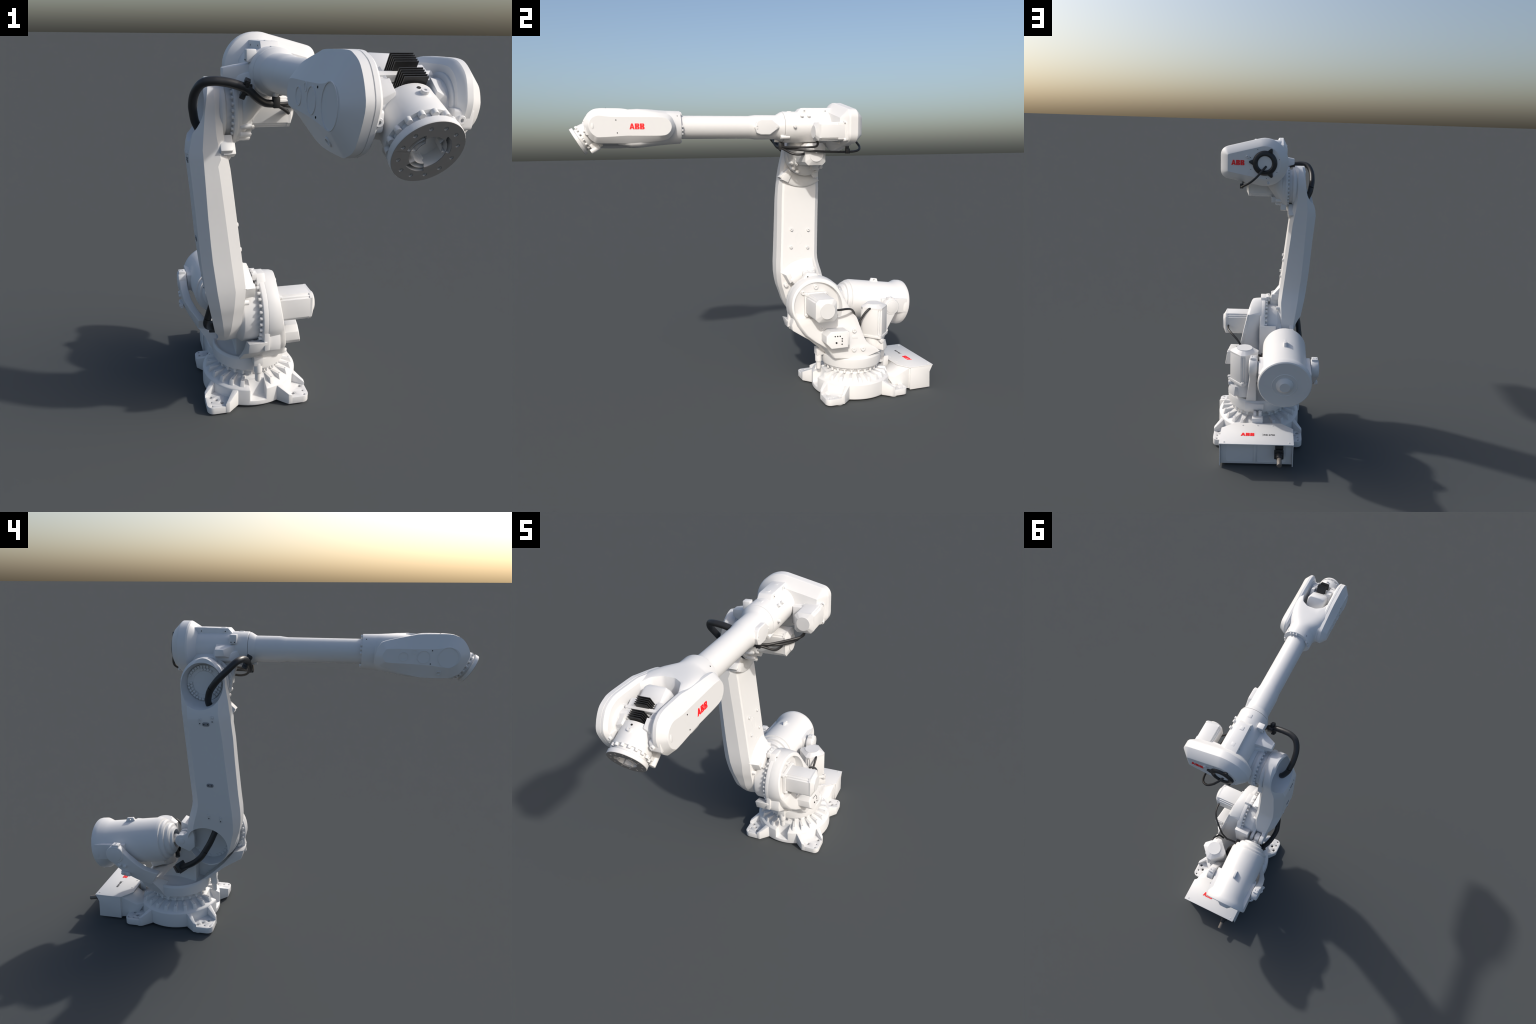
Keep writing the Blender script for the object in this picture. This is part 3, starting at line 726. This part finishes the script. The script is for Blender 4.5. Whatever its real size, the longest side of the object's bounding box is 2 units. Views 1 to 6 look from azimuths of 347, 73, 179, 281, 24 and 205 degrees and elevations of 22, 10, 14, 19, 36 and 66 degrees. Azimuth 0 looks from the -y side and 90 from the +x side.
# collar and flaring neck
neck = []
for (y, hw, x_c, zt, zb, e) in ((-.473, .080, .035, 1.5955, 1.4345, 2.0), (-.530, .080, .035, 1.5965, 1.432, 2.0), (-.545, .088, .033, 1.597, 1.430, 2.1), (-.580, .110, .029, 1.598, 1.427, 2.8), (-.63, .112, .027, 1.600, 1.422, 4.5), (-.68, .111, .027, 1.600, 1.417, 7), (-.72, .110, .027, 1.597, 1.418, 8), (-.78, .108, .027, 1.58, 1.43, 8)):
    zc, hh = (zt + zb) / 2, (zt - zb) / 2
    neck.append([(x_c + hw * math.copysign(abs(cos(t)) ** (2 / e), cos(t)), y, zc + hh * math.copysign(abs(sin(t)) ** (2 / e), sin(t))) for t in [2 * pi * i / 72 for i in range(72)]])
fk.loft(neck)
slot = [(WX - .077, -1.1), (WX + .077, -1.1), (WX + .077, -.735), (WX + .060, -.690), (WX + .025, -.668), (WX - .025, -.668), (WX - .060, -.690), (WX - .077, -.735)]
slotc = MB().pz(rounded(slot, [0, 0, .03, .03, .03, .03, .03, .03]), 1.2, 1.8)
FK = fk.obj("wrist_fork", WHITE, None, cut=[slotc], angle=30, bevel=.004, bevel_angle=50)
ra = MB().loft([[(WX + .0755, y, z) for y, z in inset(RO, .012)], [(WX + .084, y, z) for y, z in inset(RO, .002)], [(WX + .088, y, z) for y, z in RO], [(WX + .100, y, z) for y, z in RO], [(WX + .1285, y, z) for y, z in RI], [(WX + .1295, y, z) for y, z in inset(RI, .002)]])
RA = ra.obj("fork_cover", WHITE, FK, angle=24)
lf = MB().loft([[(WX - .0755, y, z) for y, z in inset(LO, .012)], [(WX - .081, y, z) for y, z in inset(LO, .003)], [(WX - .085, y, z) for y, z in LO], [(WX - .0935, y, z) for y, z in LO], [(WX - .094, y, z) for y, z in inset(LO, .0015)], [(WX - .0955, y, z) for y, z in inset(LO, .0015)], [(WX - .096, y, z) for y, z in LO],
                [(WX - .1125, y, z) for y, z in LO], [(WX - .1405, y, z) for y, z in LI], [(WX - .1415, y, z) for y, z in inset(LI, .002)]])
LF = lf.obj("fork_cover", WHITE, FK, angle=24)
lettering("red_lettering", (WX + .1293, -.7255, 1.5005), (0, 1, 0), (0, 0, 1), .0695, .0265, RA)
bolts(DOT, [(WX + .1297, -.785, 1.5425), (WX + .1297, -.782, 1.484)], (1, 0, 0), RA, "screw_hole")
bolts(DOT, [(WX - .1417, -.778, 1.542), (WX - .1417, -.774, 1.484)], (-1, 0, 0), LF, "screw_hole")
def raised_ring(c, axis, r, w, hgt, parent):
    MB().revolve([(r - w, -.001), (r - w, hgt), (r, hgt), (r, -.001), (r - w, -.001)], frame(c, axis), 48).obj("cover_ring", WHITE, parent)
for (y, r) in ((-.848, .045), (-.743, .0285), (-.656, .0205)): raised_ring((WX - .1412, y, 1.5135), (-1, 0, 0), r, .0022, .0022, LF)
raised_ring((WX - .1412, -.701, 1.536), (-1, 0, 0), .0105, .0035, .0015, LF); raised_ring((WX - .128, -.815, 1.443), (-.85, 0, -.5), .011, .0035, .002, LF)
ov = MB(); o1 = [(-.891 + .0065 * cos(t), 1.516 + .014 * sin(t)) for t in [2 * pi * i / 24 for i in range(24)]]; ov.px(o1, WX + .128, WX + .1305); ov.obj("cast_mark", WHITE, RA, bevel=.0006)
# fork inner cheeks: clamp bosses at the tips
for s, C in ((1, RA), (-1, LF)):
    x = WX + s * .078
    ck = MB(); ck.px(rounded([(-.925, 1.475), (-.865, 1.475), (-.865, 1.515), (-.925, 1.515)], .008), min(x - s * .010, x + s * .03), max(x - s * .010, x + s * .03))
    ck.revolve([(.060, 0), (.060, .012), (.052, .014), (0, .014)], frame((x + s * .006, WY, WZ), (-s, 0, 0)), 48)
    ck.obj("fork_cheek", WHITE, FK, bevel=.002)
    place("bolt", BOLT5, frame((x + s * .002, -.9245, 1.495), (0, -1, 0)), FK)
# collar bolts
bolts(PIN_S, ring_pts((AX, -.474, AZ), (0, 1, 0), .070, [a for a in range(0, 360, 15) if (a // 45) % 2 == 0]), (0, 1, 0), FK)
for a in (40, 130, 220, 310):
    d = V((cos(radians(a)), 0, sin(radians(a)))); place("screw_hole", DOT, frame(V((AX, -.490, AZ)) + d * .0798, d), FK)

# ================================================================== WRIST (tilt unit and tool flange)
TA = V((0, -cos(radians(29.5)), -sin(radians(29.5)))); TN = V((0, -sin(radians(29.5)), cos(radians(29.5))))
WC = V((WX, WY, WZ))
MW = frame(WC, TA, TN)        # local x = +-world x, y = upward normal, z = tool axis
wt = MB()
wt.revolve([(.050, -.070), (.058, -.060), (.060, .030), (.0635, .082), (.0645, .098), (.0555, .098), (.0555, .103), (0, .103)], MW, 64)
wt.revolve([(.0495, -.070), (.0495, .070)], frame(WC, (1, 0, 0)), 56)
W = lambda x, n, h: WC + V((x, 0, 0)) + TN * n + TA * h
wt.hexa([W(x, n, h) for x, n, h in ((-.066, -.03, -.07), (.066, -.03, -.07), (.066, -.03, .034), (-.066, -.03, .034), (-.058, .040, -.072), (.058, .040, -.072), (.058, .046, .030), (-.058, .046, .030))])
fin_slot = MB().hexa([W(x, n, h) for n in (.026, .12) for x, h in ((-.036, -.085), (.042, -.085), (.042, .016), (-.036, .016))])
wristobj = wt.obj("wrist_tilt_unit", WHITE, None, bevel=.003, cut=[fin_slot], bevel_angle=40)
# corner blocks and plug
cbk = MB()
for s in (1, -1):
    cbk.hexa([W(s * x, n, h) for x, n, h in ((.036, .02, -.005), (.068, .01, -.005), (.068, .01, .044), (.036, .02, .040), (.040, .058, -.005), (.066, .050, -.005), (.064, .043, .036), (.040, .054, .032))])
cbk.hexa([W(x, n, h) for x, n, h in ((-.064, .030, -.041), (.064, .030, -.041), (.064, .030, -.030), (-.064, .030, -.030), (-.062, .049, -.041), (.062, .049, -.041), (.062, .046, -.030), (-.062, .046, -.030))])
cbk.obj("wrist_block", WHITE, wristobj, bevel=.0025)
pg = MB(); M_ = frame(W(.004, .0595, .050), (TN * .99 + TA * -.05)); pg.revolve([(0.0135, -.006), (.0135, .001), (.0075, .003), (.0075, .0095), (.003, .0095), (.003, .006), (0, .006)], M_, 24); pg.obj("oil_plug", WHITE, wristobj)
place("screw_hole", DOT, frame(W(.002, .0600, .031), TN) @ Matrix.Scale(1.4, 4), wristobj)
# tool motor behind the tilt unit
mt = MB()
q = [(-.048, -.050), (.048, -.050), (.052, -.04), (.052, .008), (.040, .026), (-.030, .030), (-.046, .022), (-.052, .008), (-.052, -.04)]
mt.loft([[W(x, n, h) for x, n in [(a * k, b * k) for a, b in q]] for h, k in ((-.055, 1.0), (-.128, 1.0), (-.140, .86))])
mt.hexa([W(x, n, h) for x, n, h in ((-.03, -.07, -.152), (.02, -.07, -.152), (.02, -.07, -.10), (-.03, -.07, -.10), (-.03, -.04, -.152), (.02, -.04, -.152), (.02, -.04, -.10), (-.03, -.04, -.10))])
mt.obj("tool_motor", WHITE, wristobj, bevel=.003)
# heat sink fins
for h0 in (-.0195, -.0685):
    for k in range(5):
        h = h0 + k * .0069
        x0, x1 = (-.020, .0275)
        f = MB().hexa([W(x, n, hh) for hh in (h, h + .0022) for x, n in ((x0, .018), (x1, .018), (x1, .0685), (x0, .0685))])
        f.obj("cooling_fin", FINM, wristobj)
# bolts on the shoulder ring of the tilt unit
bolts(PIN_S, [p for p in ring_pts(WC + TA * .0975, TA, .0605, list(range(0, 360, 22)))], TA, wristobj)
lo = MB(); lo.hexa([W(x, n, h) for x, n, h in ((-.03, -.075, .04), (.05, -.075, .04), (.05, -.075, .09), (-.03, -.075, .09), (-.03, -.04, .03), (.05, -.04, .03), (.05, -.04, .095), (-.03, -.04, .095))])
lo.cyl(W(.045, -.072, .055), W(.045, -.072, .105), .012, n=18); lo.cyl(W(.02, -.074, .06), W(.02, -.074, .10), .009, n=16)
lo.obj("wrist_lower_block", WHITE, wristobj, bevel=.003)
# flange
MFL = frame(WC + TA * .134, TA, TN)
fg = MB().revolve([(.0550, -.033), (.0555, -.0175), (.066, -.0165), (.0678, -.0145), (.0678, -.0012), (.0668, 0), (0, 0)], MFL, 72)
def bore_cutter():
    bo = MB(); bo.cyl(WC + TA * .100, WC + TA * .16, .0345, n=48)
    for a in (25, 145, 250):
        P = arc(0, 0, .0425, a - 30, a + 30, 12) + arc(0, 0, .025, a + 24, a - 24, 8)
        bo.prism(P, lambda u, v, w: MFL @ V((u, v, w)), -.0275, .02)
    return bo
bore = bore_cutter()
hl = MB()
for k in range(12):
    d = radians(15 + 30 * k)
    c = MFL @ V((.0535 * cos(d), .0535 * sin(d), 0)); hl.cyl(c - TA * .008, c + TA * .02, .0042, n=16)
FGO = fg.obj("tool_flange", WHITE, wristobj, cut=[hl, bore], angle=30)
def flange_cutters():
    hl = MB()
    for k in range(12):
        d = radians(15 + 30 * k)
        c = MFL @ V((.0535 * cos(d), .0535 * sin(d), 0)); hl.cyl(c - TA * .008, c + TA * .02, .0042, n=16)
    bo = bore_cutter()
    return [hl, bo]
ff = MB().revolve([(0, -.0006), (.0668, -.0006), (.0668, .0008), (0, .0008)], MFL, 72)
ff.obj("flange_face", GREY, FGO, cut=flange_cutters())
fl_ = MB().revolve([(.050, -.030), (.050, -.028), (0, -.028)], MFL, 48); fl_.obj("flange_floor", WHITE, FGO)
for a in (25, 145, 250):
    for k in range(-2, 3):
        for rr, off in ((.0372, 0), (.0285, 6)):
            d = radians(a + 11.5 * k + off); place("bolt", PIN_S, frame(MFL @ V((rr * cos(d), rr * sin(d), -.029)), TA) @ Matrix.Diagonal((.62, .62, 1.4, 1)), FGO)

# ================================================================== CABLES
def cable(name, pts, r, parent, n=14, sub=8, mat=BLACK):
    return MB().sweep(pts, r, n, sub).obj(name, mat, parent, angle=60)
cable("hose", [(-.190, .216, 1.262), (-.206, .222, 1.295), (-.226, .211, 1.335), (-.233, .199, 1.360)], .0158, LA)
HOSE = cable("hose", [(-.233, .1985, 1.361), (-.240, .165, 1.402), (-.236, .120, 1.446), (-.215, .086, 1.480), (-.180, .069, 1.489), (-.140, .064, 1.486), (-.108, .062, 1.479), (-.075, .060, 1.468)], .0158, UA, n=20)
cable("hose", [(-.080, .060, 1.470), (-.055, .058, 1.455), (-.030, .058, 1.432), (-.005, .062, 1.417), (.020, .066, 1.413), (.040, .068, 1.413)], .0135, UA)
def oriented_box(c, ax, up, sx, sy, sz, mb):
    M = frame(c, ax, up)
    return mb.hexa([M @ V((x * sx, y * sy, z * sz)) for z in (-1, 1) for x, y in ((-1, -1), (1, -1), (1, 1), (-1, 1))])
k1 = MB()
oriented_box((-.072, .062, 1.464), (-.9, .05, .35), (.3, -.45, .84), .012, .031, .007, k1)
oriented_box((-.0665, .052, 1.488), (-.9, .05, .35), (.3, -.45, .84), .012, .008, .010, k1)
oriented_box((-.079, .073, 1.440), (-.9, .05, .35), (.3, -.45, .84), .012, .008, .010, k1)
k1.box(-.075, -.045, .066, .082, 1.440, 1.478)
k1.obj("hose_clamp", BLACK, UA, bevel=.0025)
k2 = MB(); k2.box(.026, .050, .052, .082, 1.398, 1.436); k2.box(.030, .046, .060, .076, 1.43, 1.45)
k2.obj("hose_clamp", BLACK, UA, bevel=.003)
for pts in ([(.046, .068, 1.412), (.075, .085, 1.410), (.110, .120, 1.409), (.150, .170, 1.407), (.185, .203, 1.410), (.203, .209, 1.422), (.207, .203, 1.440)],
            [(.046, .070, 1.408), (.075, .095, 1.402), (.125, .140, 1.395), (.158, .205, 1.388), (.166, .300, 1.382), (.158, .397, 1.381), (.155, .445, 1.384), (.142, .474, 1.394), (.112, .488, 1.412), (.078, .482, 1.440), (.048, .466, 1.474), (.027, .444, 1.497)],
            [(.046, .068, 1.405), (.070, .085, 1.392), (.092, .105, 1.378), (.103, .135, 1.371), (.108, .170, 1.374), (.100, .195, 1.385)]):
    cable("cable", pts, .0062, UA, n=12)
k3 = MB(); k3.box(.149, .167, .387, .409, 1.372, 1.398); k3.box(.150, .154, .387, .409, 1.39, 1.412); k3.obj("cable_clip", BLACK, UA, bevel=.0015)
cable("cable", [(.232, .295, .537), (.232, .33, .536), (.222, .37, .534), (.200, .405, .524), (.172, .432, .505), (.150, .452, .480), (.130, .465, .445), (.09, .475, .41)], .0062, TT, n=12)
cable("cable", [(.158, .550, .502), (.163, .535, .500), (.162, .515, .482), (.158, .492, .448), (.154, .472, .412), (.13, .468, .37)], .0062, TT, n=12)
cable("hose", [(-.150, .190, .650), (-.168, .205, .622), (-.185, .235, .550), (-.192, .262, .500)], .0158, LA)
cable("hose", [(-.192, .263, .498), (-.196, .285, .465), (-.190, .320, .430), (-.175, .365, .397), (-.150, .405, .372), (-.120, .435, .345), (-.09, .455, .320)], .0158, TT, n=20)
k4 = MB(); oriented_box((-.146, .410, .369), (-.7, -.6, .4), (0, .4, .9), .026, .028, .006, k4); oriented_box((-.118, .437, .343), (-.7, -.6, .4), (0, .4, .9), .020, .020, .020, k4)
k4.obj("hose_clamp", BLACK, TT, bevel=.003)
cable("hose", [(.055, .585, .30), (.060, .560, .35), (.052, .520, .395), (.020, .490, .415), (-.02, .475, .41), (-.06, .46, .38)], .0125, TT)
cable("cable", [(.10, .475, .42), (.06, .475, .43), (.02, .472, .42), (-.03, .46, .40)], .0062, TT)
k5 = MB(); k5.box(-.02, .03, .45, .485, .395, .43); k5.obj("hose_clamp", BLACK, TT, bevel=.003)
